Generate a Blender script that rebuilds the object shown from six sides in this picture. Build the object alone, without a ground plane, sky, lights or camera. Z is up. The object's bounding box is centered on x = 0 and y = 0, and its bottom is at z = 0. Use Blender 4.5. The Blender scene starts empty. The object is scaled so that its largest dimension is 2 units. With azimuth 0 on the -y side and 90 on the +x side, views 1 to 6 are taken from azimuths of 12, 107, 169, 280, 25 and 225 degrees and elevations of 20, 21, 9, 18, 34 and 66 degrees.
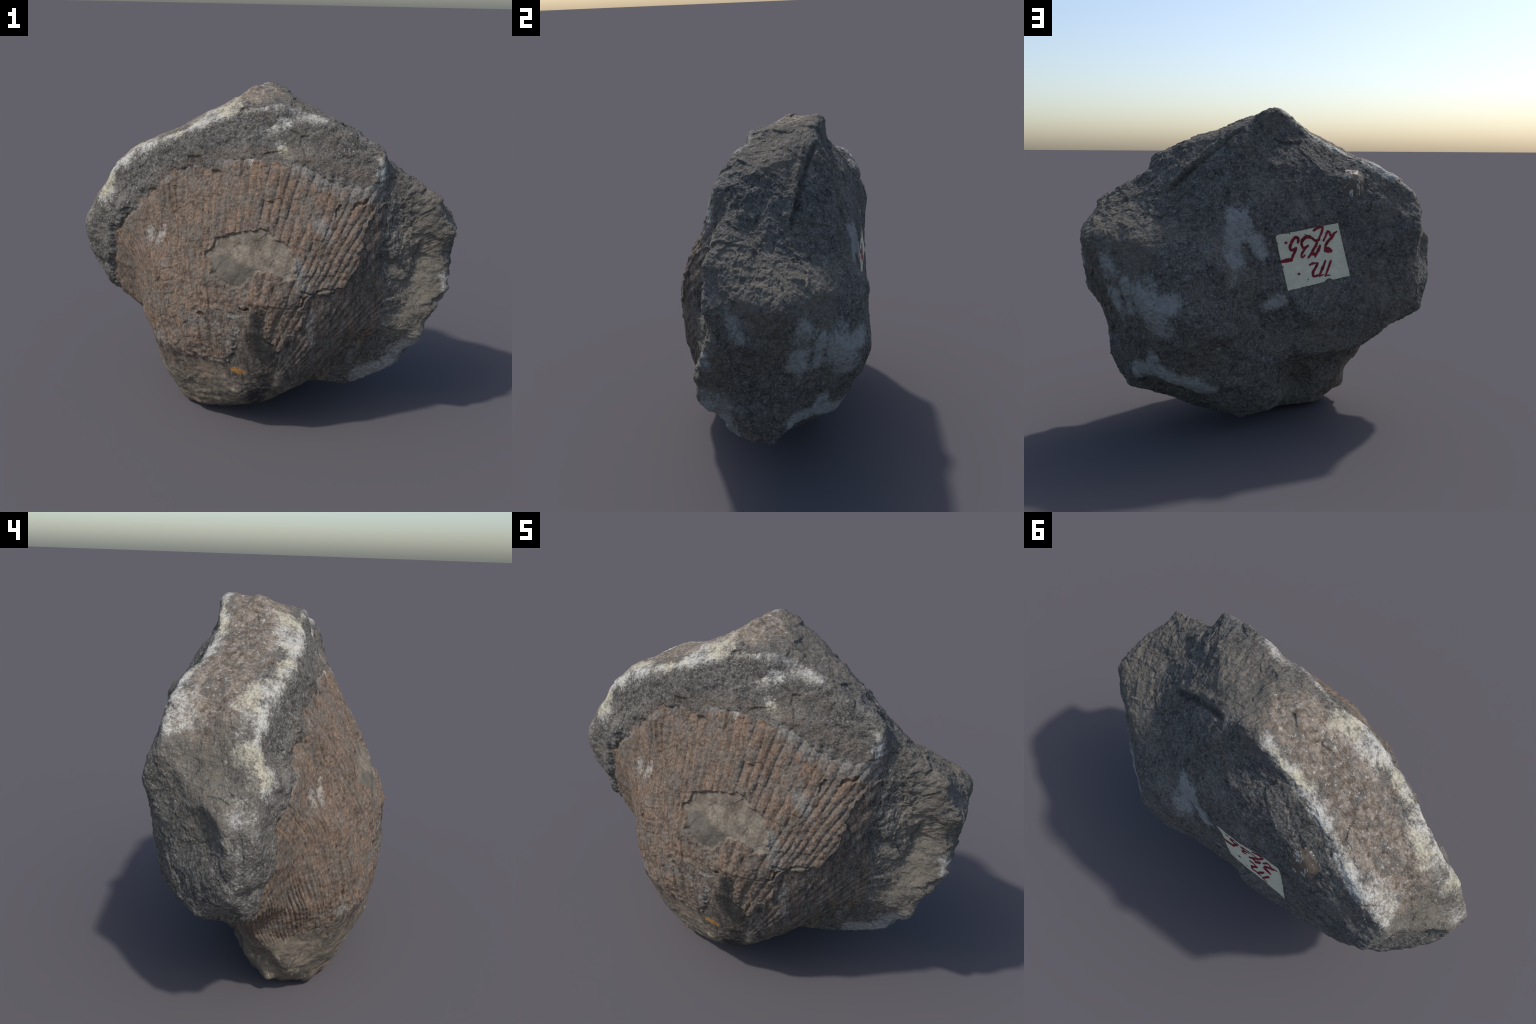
# Fossil brachiopod valve half buried in a broken block of dark limestone,
# with a small paper collection label glued on the back.
import bpy, bmesh, math
import numpy as np
from mathutils import Vector
from mathutils.bvhtree import BVHTree

# ------------------------------------------------------------------ shape ---
# Feature lines of the block: ridges, fracture edges, valleys and bulges,
# each a short chain of control points (metres).
HEART = np.array([0.0, -0.02, 0.76])
ROUND = np.array([1.0, 1.75, 1.15])      # stretch that makes the flat block roughly round
FEATURES = {
    "summit": [(-.028, .222, 1.708), (-.03, .248, 1.675), (-.05, .2, 1.70), (-.05, .237, 1.62)],
    "brow_crest": [(-.082, .045, 1.697), (-.05, -.122, 1.607), (.104, -.129, 1.634), (.184, -.098, 1.6),
                   (.321, -.141, 1.577), (.424, -.156, 1.528), (.60, -.155, 1.462), (-.175, -.134, 1.594),
                   (-.388, -.134, 1.483), (-.48, -.128, 1.45), (-.639, -.109, 1.385), (-.803, -.085, 1.274),
                   (-.854, -.142, 1.134), (-.935, -.1, 1.065), (-.986, -.109, .981)],
    "summit_slope": [(.10, -.02, 1.655), (.21, -.072, 1.615), (.06, .09, 1.675), (.133, .228, 1.623)],
    "furrow": [(.174, .233, 1.587), (.25, .222, 1.525), (.347, .21, 1.448), (.507, .2, 1.305)],
    "east_slope": [(.40, .04, 1.532), (.44, .165, 1.42), (.45, .09, 1.46), (.567, .1, 1.345), (.60, .0, 1.39), (.655, .03, 1.312),
                   (.714, .1, 1.235), (.73, .0, 1.30), (.835, .1, 1.19), (.85, .0, 1.23), (.90, -.02, 1.192), (.835, .185, 1.145), (.455, .016, 1.515)],
    "north_crest": [(-.232, .2, 1.563), (-.35, .205, 1.50), (-.436, .212, 1.458), (-.50, .245, 1.437),
                    (-.562, .25, 1.42), (-.63, .265, 1.376), (-.70, .268, 1.332), (-.765, .266, 1.283)],
    "roof": [(-.261, -.051, 1.592), (-.394, -.064, 1.503), (-.368, -.003, 1.54), (-.494, .083, 1.464),
             (-.558, .109, 1.436), (-.2, .08, 1.61), (-.66, .1, 1.37), (-.72, .017, 1.37), (-.788, .15, 1.235), (-.782, .041, 1.314)],
    "west_facet": [(-.836, .088, 1.157), (-.827, .226, 1.145), (-.847, .156, 1.09), (-.902, .084, 1.056),
                   (-.98, .0, .98), (-.823, .269, 1.19), (-.985, -.03, .87), (-.972, -.13, .90)],
    "west_hollow": [(-.82, .205, 1.03), (-.842, .20, .96), (-.80, .255, .905), (-.888, .09, .872), (-.895, .052, .955), (-.955, .05, .775),
                    (-.89, .10, .59), (-.845, .19, .64), (-.84, .20, .765)],
    "west_lobe": [(-.988, -.09, .80), (-.985, -.04, .716), (-.938, -.121, .762), (-.911, -.1, .731), (-.893, -.1, .651),
                  (-.811, -.082, .544), (-.771, -.12, 1.178), (-.80, .05, .525), (-.93, .02, .64)],
    "brow_band": [(-.587, -.139, 1.337), (-.32, -.22, 1.377), (.10, -.162, 1.532), (.103, -.19, 1.448),
                  (.365, -.165, 1.445), (.40, -.187, 1.408), (-.08, -.165, 1.56), (-.24, -.172, 1.54), (-.31, -.155, 1.532), (.03, -.16, 1.555), (-.315, -.22, 1.42), (-.405, -.16, 1.475), (-.50, -.163, 1.41)],
    "shell_hinge": [(-.785, -.168, .95), (-.532, -.205, 1.175), (-.63, -.222, 1.09), (-.56, -.225, 1.12), (-.506, -.245, 1.223), (-.421, -.209, 1.297),
                    (-.212, -.247, 1.305), (-.154, -.22, 1.38), (-.022, -.238, 1.384), (.188, -.24, 1.375),
                    (.244, -.241, 1.359), (.615, -.166, 1.327), (.586, -.217, 1.215), (.538, -.259, 1.189),
                    (.489, -.313, 1.125), (.524, -.348, 1.0), (.538, -.349, .943), (.458, -.403, .84)],
    "shell_dome": [(.084, -.385, 1.11), (.04, -.32, 1.25), (-.158, -.4, 1.025), (-.239, -.399, 1.011), (-.161, -.488, .864),
                   (-.004, -.507, .814), (.188, -.49, .885), (.073, -.432, .985), (-.49, -.281, .99), (-.345, -.33, 1.08), (.02, -.482, .945), (.142, -.534, .724), (.33, -.37, 1.08),
                   (-.198, -.42, .947), (.21, -.515, .786), (.085, -.545, .727), (.124, -.543, .578),
                   (-.208, -.521, .664), (.02, -.556, .60), (.23, -.50, .512), (-.003, -.528, .383), (-.35, -.41, .87), (-.51, -.35, .855), (-.465, -.388, .808), (-.543, -.329, .815), (-.294, -.50, .493), (-.62, -.255, .92)],
    "shell_flank": [(-.675, -.215, .735), (-.635, -.199, .521), (-.603, -.273, .521), (-.60, -.27, .62), (-.53, -.37, .54), (-.485, -.40, .42), (-.445, -.372, .28),
                    (-.37, -.475, .45), (-.43, -.435, .62), (-.57, -.31, .76), (-.40, -.425, .74), (-.37, -.375, .175), (-.35, -.42, .26), (-.70, -.12, .50), (-.60, -.15, .38)],
    "shell_right": [(.504, -.368, .722), (.463, -.396, .691), (.42, -.38, .55), (.339, -.3, .29), (.302, -.2, .19),
                    (.242, -.3, .19), (.30, -.445, .39), (.245, -.491, .426), (.174, -.534, .489), (.363, -.459, .717), (.333, -.471, .535)],
    "beak": [(-.10, -.45, .15), (.015, -.42, .125), (-.02, -.50, .225), (.19, -.497, .31), (-.18, -.48, .29), (.104, -.40, .149), (-.228, -.41, .128), (-.25, -.35, .043), (-.36, -.28, .02), (-.37, -.16, .005),
             (-.23, -.24, .0), (-.12, -.27, .008), (.08, -.28, .075), (.0, -.22, .03), (-.32, -.02, .02), (-.50, -.11, .12), (-.52, -.21, .15), (-.584, -.11, .287), (-.255, -.412, .17),
             (-.40, .045, .241), (-.30, .055, .127), (-.495, -.115, .2), (-.56, -.04, .30), (-.65, -.07, .40)],
    "groove": [(.66, -.115, 1.27), (.643, -.09, 1.36), (.645, -.165, 1.16), (.604, -.215, .95), (.612, -.27, .78), (.643, -.25, .855), (.58, -.29, .572), (.608, -.168, .398),
               (.533, -.22, .47), (.405, -.20, .325)],
    "east_ledge": [(.71, -.119, 1.3), (.775, -.092, 1.295), (.874, -.1, 1.235), (.971, -.088, 1.044), (.984, -.023, 1.067), (.922, -.047, 1.152), (.947, -.01, 1.115),
                   (.964, .108, 1.09), (.65, -.23, .968), (.80, -.105, 1.07), (.946, -.099, .879), (.80, -.14, .83), (.833, -.09, .925), (.88, -.095, 1.0), (.884, -.112, 1.10), (.77, -.187, .69)],
    "east_block": [(.816, -.191, .651), (.861, -.202, .655), (.872, -.18, .575), (.89, -.10, .625), (.726, -.209, .569), (.971, -.125, .748),
                   (.899, -.19, .66), (.85, -.20, .53), (.843, -.155, .455), (.765, -.13, .384), (.756, -.09, .34),
                   (.734, -.09, .28), (.655, -.09, .235), (.576, -.12, .31)],
    "east_face": [(.92, .07, 1.148), (.926, .20, 1.10), (.96, .2, 1.075), (.945, .25, 1.05), (.975, .05, .912), (.915, .165, .855), (.83, .335, .93), (.8, .295, .752),
                  (.98, .01, .92), (.94, .05, .77), (.895, .08, .71), (.792, .207, .655), (.818, .10, .53), (.86, -.04, .54), (.848, .05, .405), (.81, .055, .318), (.77, .05, .25), (.75, .142, .248), (.72, .19, .298), (.655, .10, .203), (.755, .255, .56)],
    "north_east": [(.724, .366, 1.055), (.55, .28, 1.188), (.51, .41, 1.06), (.42, .494, .97), (.502, .512, .91), (.266, .518, .93), (.43, .40, 1.10), (.313, .431, 1.085), (.613, .423, 1.0), (.85, .288, 1.085), (.83, .335, 1.0),
                   (.745, .395, .842), (.677, .443, .827), (.62, .485, .715), (.64, .33, .44), (.685, .33, .54), (.67, .25, .341)],
    "back_bulge": [(.40, .535, .80), (.45, .565, .67), (.30, .54, .61), (.47, .53, .55), (.40, .53, .865), (.34, .508, .985), (.045, .397, .56), (.148, .454, .626),
                   (.257, .50, .57), (-.17, .452, .65), (.22, .49, .85), (.21, .445, .95), (.208, .431, 1.171), (.096, .445, 1.0)],
    "back_lower": [(.51, .4, .335), (.352, .4, .282), (.196, .36, .205), (.115, .376, .215), (.28, .20, .088), (.175, .285, .085), (.06, .27, .10), (-.035, .24, .125),
                   (-.09, .37, .432), (-.285, .354, .436), (-.39, .337, .438), (-.2, .376, .436), (-.49, .302, .452), (-.66, .285, .572), (-.14, .415, .575), (.21, .43, .43), (.02, .405, .38), (-.08, .412, .505), (.153, .447, .468), (.254, .436, .326), (.132, .415, .327)],
    "keel": [(.528, -.05, .113), (.514, .1, .145), (.389, .13, .098), (.385, .04, .092), (.295, .03, .085), (.166, .13, .06), (.04, .11, .055),
             (-.13, .09, .088), (.22, -.04, .085)],
    "back_recess": [(-.16, .075, .19), (-.27, .105, .22), (-.40, .06, .25), (-.10, .17, .25), (-.11, .26, .345), (-.19, .205, .355), (-.29, .19, .368), (-.40, .165, .372), (-.50, .125, .398), (-.51, .06, .36), (-.57, .055, .42), (-.456, -.01, .17), (-.70, .055, .487), (-.30, .078, .165), (-.12, .11, .13)],
    "back_face": [(.014, .433, 1.075), (-.335, .37, 1.135), (-.385, .391, .854), (-.054, .426, .792), (-.46, .388, .77), (-.097, .426, 1.128),
                  (-.5, .36, .62), (-.69, .31, .69), (-.62, .36, .85), (-.448, .375, .887), (-.15, .40, .98), (-.785, .34, 1.085), (-.68, .338, 1.16), (-.755, .318, .93), (-.72, .328, .825), (-.535, .36, 1.12)],
    "back_upper": [(-.259, .354, 1.275), (-.071, .396, 1.285), (-.082, .393, 1.26), (.31, .36, 1.285), (.18, .33, 1.41), (.10, .31, 1.47), (.144, .30, 1.52), (.007, .347, 1.412), (.21, .165, 1.595), (.205, .308, 1.466), (.39, .285, 1.278),
                   (-.018, .235, 1.574), (.07, .345, 1.383), (-.165, .315, 1.446), (-.356, .37, 1.255)],
    "nodule": [(-.41, .328, 1.35), (-.31, .322, 1.37)],
}


def all_points():
    return np.array([p for line in FEATURES.values() for p in line], float)


def unit(v):
    return v / np.linalg.norm(v, axis=-1, keepdims=True)


def icosphere(levels):
    t = (1 + 5 ** .5) / 2
    v = unit(np.array([(-1, t, 0), (1, t, 0), (-1, -t, 0), (1, -t, 0), (0, -1, t), (0, 1, t), (0, -1, -t), (0, 1, -t),
                       (t, 0, -1), (t, 0, 1), (-t, 0, -1), (-t, 0, 1)], float))
    f = np.array([(0, 11, 5), (0, 5, 1), (0, 1, 7), (0, 7, 10), (0, 10, 11), (1, 5, 9), (5, 11, 4), (11, 10, 2),
                  (10, 7, 6), (7, 1, 8), (3, 9, 4), (3, 4, 2), (3, 2, 6), (3, 6, 8), (3, 8, 9), (4, 9, 5), (2, 4, 11),
                  (6, 2, 10), (8, 6, 7), (9, 8, 1)])
    for _ in range(levels):
        v, f = split(v, f)[:2]
        v = unit(v)
    return v, f


def split(v, f):
    """One midpoint subdivision of a triangle mesh."""
    e = np.sort(np.concatenate([f[:, [0, 1]], f[:, [1, 2]], f[:, [2, 0]]]), axis=1)
    key, inv = np.unique(e[:, 0] * len(v) + e[:, 1], return_inverse=True)
    a, b = key // len(v), key % len(v)
    m = inv.reshape(3, -1).T + len(v)
    f2 = np.concatenate([np.stack([f[:, 0], m[:, 0], m[:, 2]], 1), np.stack([f[:, 1], m[:, 1], m[:, 0]], 1),
                         np.stack([f[:, 2], m[:, 2], m[:, 1]], 1), m])
    return np.concatenate([v, (v[a] + v[b]) / 2]), f2, a, b


def edges_of(f, n):
    e = np.sort(np.concatenate([f[:, [0, 1]], f[:, [1, 2]], f[:, [2, 0]]]), axis=1)
    k = np.unique(e[:, 0] * n + e[:, 1])
    return k // n, k % n


def relax(r, a, b, steps, weight):
    deg = np.bincount(a, minlength=len(r)) + np.bincount(b, minlength=len(r))
    for _ in range(steps):
        s = np.bincount(a, r[b], len(r)) + np.bincount(b, r[a], len(r))
        r = r + weight * (s / deg - r)
    return r


def settle_edges(pts, u, faces, rounds=12):
    """Flip facet edges until the folds between neighbouring fracture facets are as slight as they can be."""
    tris = []
    for t in faces:
        a, b, c = t
        tris.append([a, b, c] if np.dot(np.cross(u[a], u[b]), u[c]) > 0 else [a, c, b])
    owner = {}
    for i, t in enumerate(tris):
        for k in range(3):
            owner[(t[k], t[(k + 1) % 3])] = i

    def normal(a, b, c):
        n = np.cross(pts[b] - pts[a], pts[c] - pts[a])
        return n / (np.linalg.norm(n) + 1e-12)

    def fold(n1, n2, a, b):
        return math.acos(max(-1, min(1, float(n1 @ n2)))) * float(np.linalg.norm(pts[a] - pts[b]))

    def outer(a, b):
        t = tris[owner[(b, a)]]
        return normal(*t)

    for _ in range(rounds):
        changed = 0
        for (a, b) in list(owner):
            if a > b or (a, b) not in owner or (b, a) not in owner:
                continue
            i, j = owner[(a, b)], owner[(b, a)]
            c = next(v for v in tris[i] if v not in (a, b))
            d = next(v for v in tris[j] if v not in (a, b))
            if (c, d) in owner or (d, c) in owner:
                continue
            if np.dot(np.cross(u[a], u[d]), u[c]) < 1e-4 or np.dot(np.cross(u[d], u[b]), u[c]) < 1e-4:
                continue
            ring = [(b, c), (c, a), (a, d), (d, b)]
            out = [outer(*e) for e in ring]
            n1, n2 = normal(a, b, c), normal(b, a, d)
            m1, m2 = normal(a, d, c), normal(d, b, c)
            before = fold(n1, n2, a, b) + sum(fold(n, o, *e) for n, o, e in zip((n1, n1, n2, n2), out, ring))
            after = fold(m1, m2, c, d) + sum(fold(m, o, *e) for m, o, e in zip((m2, m1, m1, m2), out, ring))
            if after < before - 1e-5:
                del owner[(a, b)], owner[(b, a)]
                tris[i], tris[j] = [a, d, c], [d, b, c]
                for t, k in ((tris[i], i), (tris[j], j)):
                    for q in range(3):
                        owner[(t[q], t[(q + 1) % 3])] = k
                changed += 1
        if not changed:
            break
    return tris


def facet_radius(dirs, pts):
    """Radius along each direction to the faceted hull spanned by the control points."""
    u = unit((pts - HEART) * ROUND)
    bm = bmesh.new()
    vs = [bm.verts.new(Vector(p)) for p in u]
    bm.verts.index_update()
    bmesh.ops.convex_hull(bm, input=vs)
    faces = [[v.index for v in f.verts] for f in bm.faces]
    bm.free()
    faces = settle_edges(pts, u, faces)
    tree = BVHTree.FromPolygons([tuple(p) for p in (pts - HEART) * ROUND], faces, all_triangles=True)
    o = Vector((0, 0, 0))
    r = np.empty(len(dirs))
    for i, d in enumerate(dirs):
        hit = tree.ray_cast(o, Vector(d))
        r[i] = hit[3] if hit[0] is not None else np.nan
    bad = np.isnan(r)
    if bad.any():
        r[bad] = np.nanmean(r)
    return r


def base_surface():
    pts = all_points()
    dirs, f = icosphere(6)
    a, b = edges_of(f, len(dirs))
    r0 = facet_radius(dirs, pts)
    u, rt = unit((pts - HEART) * ROUND), np.linalg.norm((pts - HEART) * ROUND, axis=1)
    near = np.array([np.argmax(dirs @ q) for q in u])
    at = HEART + dirs * r0[:, None] / ROUND
    in_shell = np.clip((-0.22 - at[:, 1]) / 0.1, 0, 1)
    in_shell = np.maximum(in_shell, np.clip((.30 - at[:, 2]) / .1, 0, 1) * (at[:, 0] < .1) * (at[:, 1] < .0))
    r = relax(r0, a, b, 2, .5)
    r = r + in_shell * (relax(r, a, b, 14, .5) - r)
    for _ in range(4):                      # bring the smoothed surface back through the control points
        d = rt - r[near]
        num, den = np.zeros(len(r)), np.full(len(r), 1e-3)
        for q, dd in zip(u, d):
            w = np.exp((dirs @ q - 1) / (2 * .0011))
            num += w * dd
            den += w
        r = r + num / den * np.clip(den, 0, 1) * (.25 + .75 * in_shell)
    return dirs, f, r


# ----------------------------------------------------------------- noise ---
def gnoise(p, seed=0):
    """Gradient noise, about -1..1, for an (n, 3) array."""
    i = np.floor(p).astype(np.int64)
    f = (p - i).astype(np.float32)
    w = f * f * f * (f * (f * 6 - 15) + 10)
    out = np.zeros(len(p), np.float32)
    for dx in (0, 1):
        for dy in (0, 1):
            for dz in (0, 1):
                h = ((i[:, 0] + dx) * 73856093 ^ (i[:, 1] + dy) * 19349663 ^ (i[:, 2] + dz) * 83492791 ^ seed * 2654435761) & 0x7fffffff
                h = (h ^ (h >> 13)) * 1274126177 & 0x7fffffff
                h = h ^ (h >> 16)
                a, b = (h & 1023) / 1023 * 2 * np.pi, ((h >> 10) & 1023) / 1023 * 2 - 1
                c = np.sqrt(1 - b * b)
                g = (c * np.cos(a)) * (f[:, 0] - dx) + (c * np.sin(a)) * (f[:, 1] - dy) + b * (f[:, 2] - dz)
                out += (g * (w[:, 0] if dx else 1 - w[:, 0]) * (w[:, 1] if dy else 1 - w[:, 1]) * (w[:, 2] if dz else 1 - w[:, 2])).astype(np.float32)
    return out * 1.6


def cell_value(*keys):
    """Repeatable random number 0..1 for integer cells."""
    h = np.zeros(np.shape(keys[0]), np.int64)
    for n, k in enumerate(keys):
        h = (h * 31 + np.asarray(k, np.int64) * (73856093 + 2 * n)) & 0x7fffffff
    h = (h ^ (h >> 13)) * 1274126177 & 0x7fffffff
    return ((h ^ (h >> 16)) & 0xffff) / 65535.0


def tilted_chips(p, seed):
    """Broken-stone relief: every cell of a scattered pattern is a small plane with a tilt of its own."""
    i0 = np.floor(p).astype(np.int64)
    best = np.full(len(p), 1e9)
    out = np.zeros(len(p))
    for dx in (-1, 0, 1):
        for dy in (-1, 0, 1):
            for dz in (-1, 0, 1):
                c = i0 + (dx, dy, dz)
                r = [cell_value(c[:, 0], c[:, 1], c[:, 2], c[:, 0] * 0 + seed * 10 + k) for k in range(5)]
                off = p - c - np.stack(r[:3], 1)
                d2 = (off * off).sum(1)
                a, b = r[3] * 2 * np.pi, r[4] * 2 - 1
                q = np.sqrt(1 - b * b)
                h = off[:, 0] * q * np.cos(a) + off[:, 1] * q * np.sin(a) + off[:, 2] * b
                near = d2 < best
                best = np.where(near, d2, best)
                out = np.where(near, h, out)
    return out


def smooth(lo, hi, x):
    t = np.clip((x - lo) / (hi - lo), 0, 1)
    return t * t * (3 - 2 * t)


def inside_distance(x, z, poly):
    """Signed distance to a closed outline in the x-z plane, positive inside."""
    p = np.array(poly, float)
    q = np.roll(p, -1, axis=0)
    best = np.full(len(x), 9.0)
    sign = np.zeros(len(x), bool)
    for (ax, az), (bx, bz) in zip(p, q):
        dx, dz = bx - ax, bz - az
        t = np.clip(((x - ax) * dx + (z - az) * dz) / (dx * dx + dz * dz), 0, 1)
        best = np.minimum(best, np.hypot(x - ax - t * dx, z - az - t * dz))
        if az != bz:
            sign ^= ((az > z) != (bz > z)) & (x < (bx - ax) * (z - az) / (bz - az) + ax)
    return np.where(sign, best, -best)


def path_distance(P, pts):
    best = np.full(len(P), 9.0)
    pts = np.array(pts, float)
    for a, b in zip(pts[:-1], pts[1:]):
        d = b - a
        t = np.clip((P - a) @ d / (d @ d), 0, 1)
        best = np.minimum(best, np.linalg.norm(P - a - t[:, None] * d, axis=1))
    return best


def vertex_normals(v, f):
    n = np.cross(v[f[:, 1]] - v[f[:, 0]], v[f[:, 2]] - v[f[:, 0]])
    out = np.stack([sum(np.bincount(f[:, k], n[:, c], len(v)) for k in range(3)) for c in range(3)], 1)
    return unit(out)


# ------------------------------------------------------------- the shell ---
CRUST = [(-.82, .53), (-.80, .75), (-.775, .94), (-.72, 1.03), (-.646, 1.10), (-.58, 1.16), (-.506, 1.225), (-.43, 1.30),
         (-.33, 1.335), (-.21, 1.345), (-.154, 1.38), (-.03, 1.39), (.08, 1.385), (.19, 1.385), (.28, 1.35), (.36, 1.30),
         (.47, 1.29), (.60, 1.29), (.625, 1.25), (.585, 1.18), (.545, 1.09), (.53, 1.0), (.54, .94), (.50, .87), (.46, .83),
         (.40, .80), (.31, .79), (.31, .73), (.30, .66), (.24, .56), (.19, .50), (.125, .575), (.13, .70), (.06, .735),
         (.03, .69), (.0, .62), (-.03, .54), (-.075, .43), (-.10, .40), (-.16, .41), (-.24, .42), (-.30, .43), (-.38, .44),
         (-.46, .45), (-.50, .42), (-.52, .36), (-.60, .32), (-.72, .40)]
BARE = [(-.198, .95), (-.165, .98), (-.158, 1.03), (-.11, 1.05), (-.02, 1.065), (.06, 1.09), (.09, 1.08), (.13, 1.05), (.19, 1.02),
        (.225, .985), (.24, .93), (.245, .87), (.188, .87), (.16, .895), (.12, .905), (.075, .90), (.045, .86), (.02, .835),
        (-.004, .814), (-.05, .815), (-.10, .835), (-.161, .868), (-.175, .91)]
SPALL = [(-.24, .70), (-.175, .705), (-.12, .68), (-.03, .69), (.07, .70), (.06, .66), (.0, .62), (-.06, .62), (-.115, .645),
         (-.16, .63), (-.235, .62)]
MOULD = [(.625, 1.22), (.585, 1.18), (.545, 1.09), (.53, 1.0), (.54, .94), (.50, .87), (.46, .83), (.40, .80), (.31, .79), (.2, .9), (-.1, .9),
         (-.62, .48), (-.62, .2), (-.5, -.1), (.3, -.1), (.40, .20), (.50, .33), (.60, .46), (.655, .60), (.66, .75), (.64, .86), (.63, .97)]
CRACKS = [[(.0, -.53, .735), (.10, -.56, .735), (.2, -.53, .742), (.285, -.49, .745), (.31, -.475, .80)],
          [(.31, -.475, .80), (.36, -.44, .815), (.455, -.40, .83)],
          [(.245, -.5, .87), (.30, -.475, .80)],
          [(.115, -.55, .70), (.125, -.545, .575), (.19, -.51, .49)],
          [(.42, -.29, 1.20), (.40, -.33, 1.10), (.36, -.37, 1.0), (.34, -.39, .93)],
          [(.55, -.24, 1.23), (.47, -.28, 1.19), (.42, -.29, 1.15)],
          [(-.45, -.15, .31), (-.44, -.30, .33), (-.40, -.40, .36), (-.33, -.46, .385)]]


def rib_coordinate(x, y, z):
    """Ribs fan out from the beak: steep fan on the right, nearly parallel on the left, where they wrap round the flank."""
    x = x - smooth(-.28, -.55, x) * np.clip(y + .42, 0, .5) * smooth(1.15, .75, z)
    zc = -.9 + .93 * smooth(-.40, .15, x)
    return (x + .03) * (1.1 - zc) / np.maximum(z - zc, .12)


def build_body():
    d, f, r = base_surface()
    for _ in range(2):
        d2, f, a, b = split(d, f)
        r = np.concatenate([r, (r[a] + r[b]) / 2])
        d = unit(d2)
        ea, eb = edges_of(f, len(d))
        r = relax(r, ea, eb, 2, .5)
    P = HEART + d * r[:, None] / ROUND
    N = vertex_normals(P, f)
    x, y, z = P.T

    w1 = gnoise(P * 9, 1) * .018 + gnoise(P * 26, 2) * .013 + gnoise(P * 60, 3) * .009
    w2 = gnoise(P * 9, 4) * .020 + gnoise(P * 17, 16) * .012 + gnoise(P * 26, 5) * .012 + gnoise(P * 60, 6) * .009
    front = (y < .02) & ((N[:, 1] < .15) | (z < .9))
    sd_crust = np.where(front, inside_distance(x + w1, z + w2, CRUST), -1)
    sd_bare = np.where(front & (y < -.3), inside_distance(x + w2 * .7, z + w1 * .5, BARE), -1)
    sd_core = np.where((y < .04), inside_distance(x + w1, z + w2, MOULD), -1)
    sd_spall = np.where(front & (y < -.3), inside_distance(x + w1 * 1.2, z + w2 * 1.2, SPALL), -1)
    sd_bare = np.maximum(sd_bare, sd_spall)
    shell = np.minimum(sd_crust, -sd_bare)              # inside the ribbed crust, outside the bare patch

    # --- crust relief: plate thickness, ribs, growth steps, broken blocks
    thick = .004 + .012 * smooth(1.22, 1.05, z) * smooth(-.42, -.2, x) + .006 * smooth(.12, .02, np.abs(x - .1)) * smooth(.18, .1, np.abs(z - .78))
    thick *= 1 - .62 * np.exp(-(sd_spall / .05) ** 2)
    u = rib_coordinate(x + gnoise(P * 5, 7) * .007, y, z)
    left = smooth(-.45, -.63, x)
    rib = u / .086
    rib = rib + .35 * gnoise(np.stack([rib * .55, z * 1.2, z * 0], 1), 50)
    fine = smooth(.80, .98, z) * (1 - left)
    comb = lambda t: np.abs(np.sin(np.pi * t)) ** .7 * 2.2 - 1.4       # rounded ribs, narrow grooves
    wave = (1 - fine) * comb(rib) + fine * comb(2 * rib)
    wave = (1 - left) * wave + left * comb(rib * 2.6 + gnoise(P * 9, 15) * .2) * 1.0
    row = np.hypot(x + .05, z - .2) + gnoise(P * 12, 8) * .02
    k_rib = np.floor(rib * np.where(fine > .5, 2, 1) * np.where(left > .5, 2, 1))
    k_row = np.floor(row / .055 + cell_value(k_rib, k_rib * 0 + 5))
    block = cell_value(k_rib, k_row)
    edge = np.abs((row / .055 + cell_value(k_rib, k_rib * 0 + 5)) % 1 - .5) * 2
    patchy = np.clip(.55 + gnoise(P * 4, 9) * .8, 0, 1)
    broken = (block - .5) * .0062 * (1 - left * .7) - smooth(.86, 1.0, edge) * .0026 * (block > .45) * (1 - left * .6)
    rough = gnoise(P * 22, 10) * .0036 + (gnoise(P * 48, 11) * .0034 + gnoise(P * 95, 12) * .0020) * (1 - .45 * left)
    worn = np.clip(.62 + gnoise(P * 6, 13) * .75 + gnoise(P * 14, 14) * .45, 0, 1)
    crust_relief = thick - .007 + wave * (.0043 - .0013 * left) * (1 - .6 * left * smooth(.60, .78, z)) * (.22 + .78 * worn) + broken * (.4 + .8 * patchy) + rough
    for path in CRACKS:
        crust_relief -= .017 * smooth(.0095, .002, path_distance(P + np.stack([w2, w2 * .3, w1], 1) * .9, path))

    # --- matrix relief: chipped, grainy limestone
    lump = gnoise(P * 4.5, 20) * .004 + gnoise(P * 9.5, 21) * .004
    chip = gnoise(P * 20, 22) * .0042 + gnoise(P * 42, 23) * .0036 + gnoise(P * 88, 24) * .0024
    chips = tilted_chips(P * 8.5 + gnoise(P * 6, 41)[:, None] * .25, 5) * .010 + tilted_chips(P * 19, 9) * .0045
    step = chips
    wild = smooth(.52, .68, x) * smooth(1.36, 1.25, z)                     # the torn eastern end
    slope = smooth(.15, .45, x) * smooth(1.0, 1.2, z) * smooth(-.16, -.08, y) * .45
    wild = wild * (1 - .45 * smooth(-.02, -.12, y) * smooth(1.0, .8, z))
    wild = np.maximum(np.maximum(wild * .62 * smooth(.35, .75, z), slope), .25 * smooth(-.55, -.75, x))
    calm = smooth(.25, .42, y) * .45 + smooth(-.06, -.16, y) * smooth(1.2, 1.4, z) * .25
    crumbs = tilted_chips(P * 12.5 + gnoise(P * 9, 47)[:, None] * .3, 14) * .009 + tilted_chips(P * 31, 15) * .0055
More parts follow.
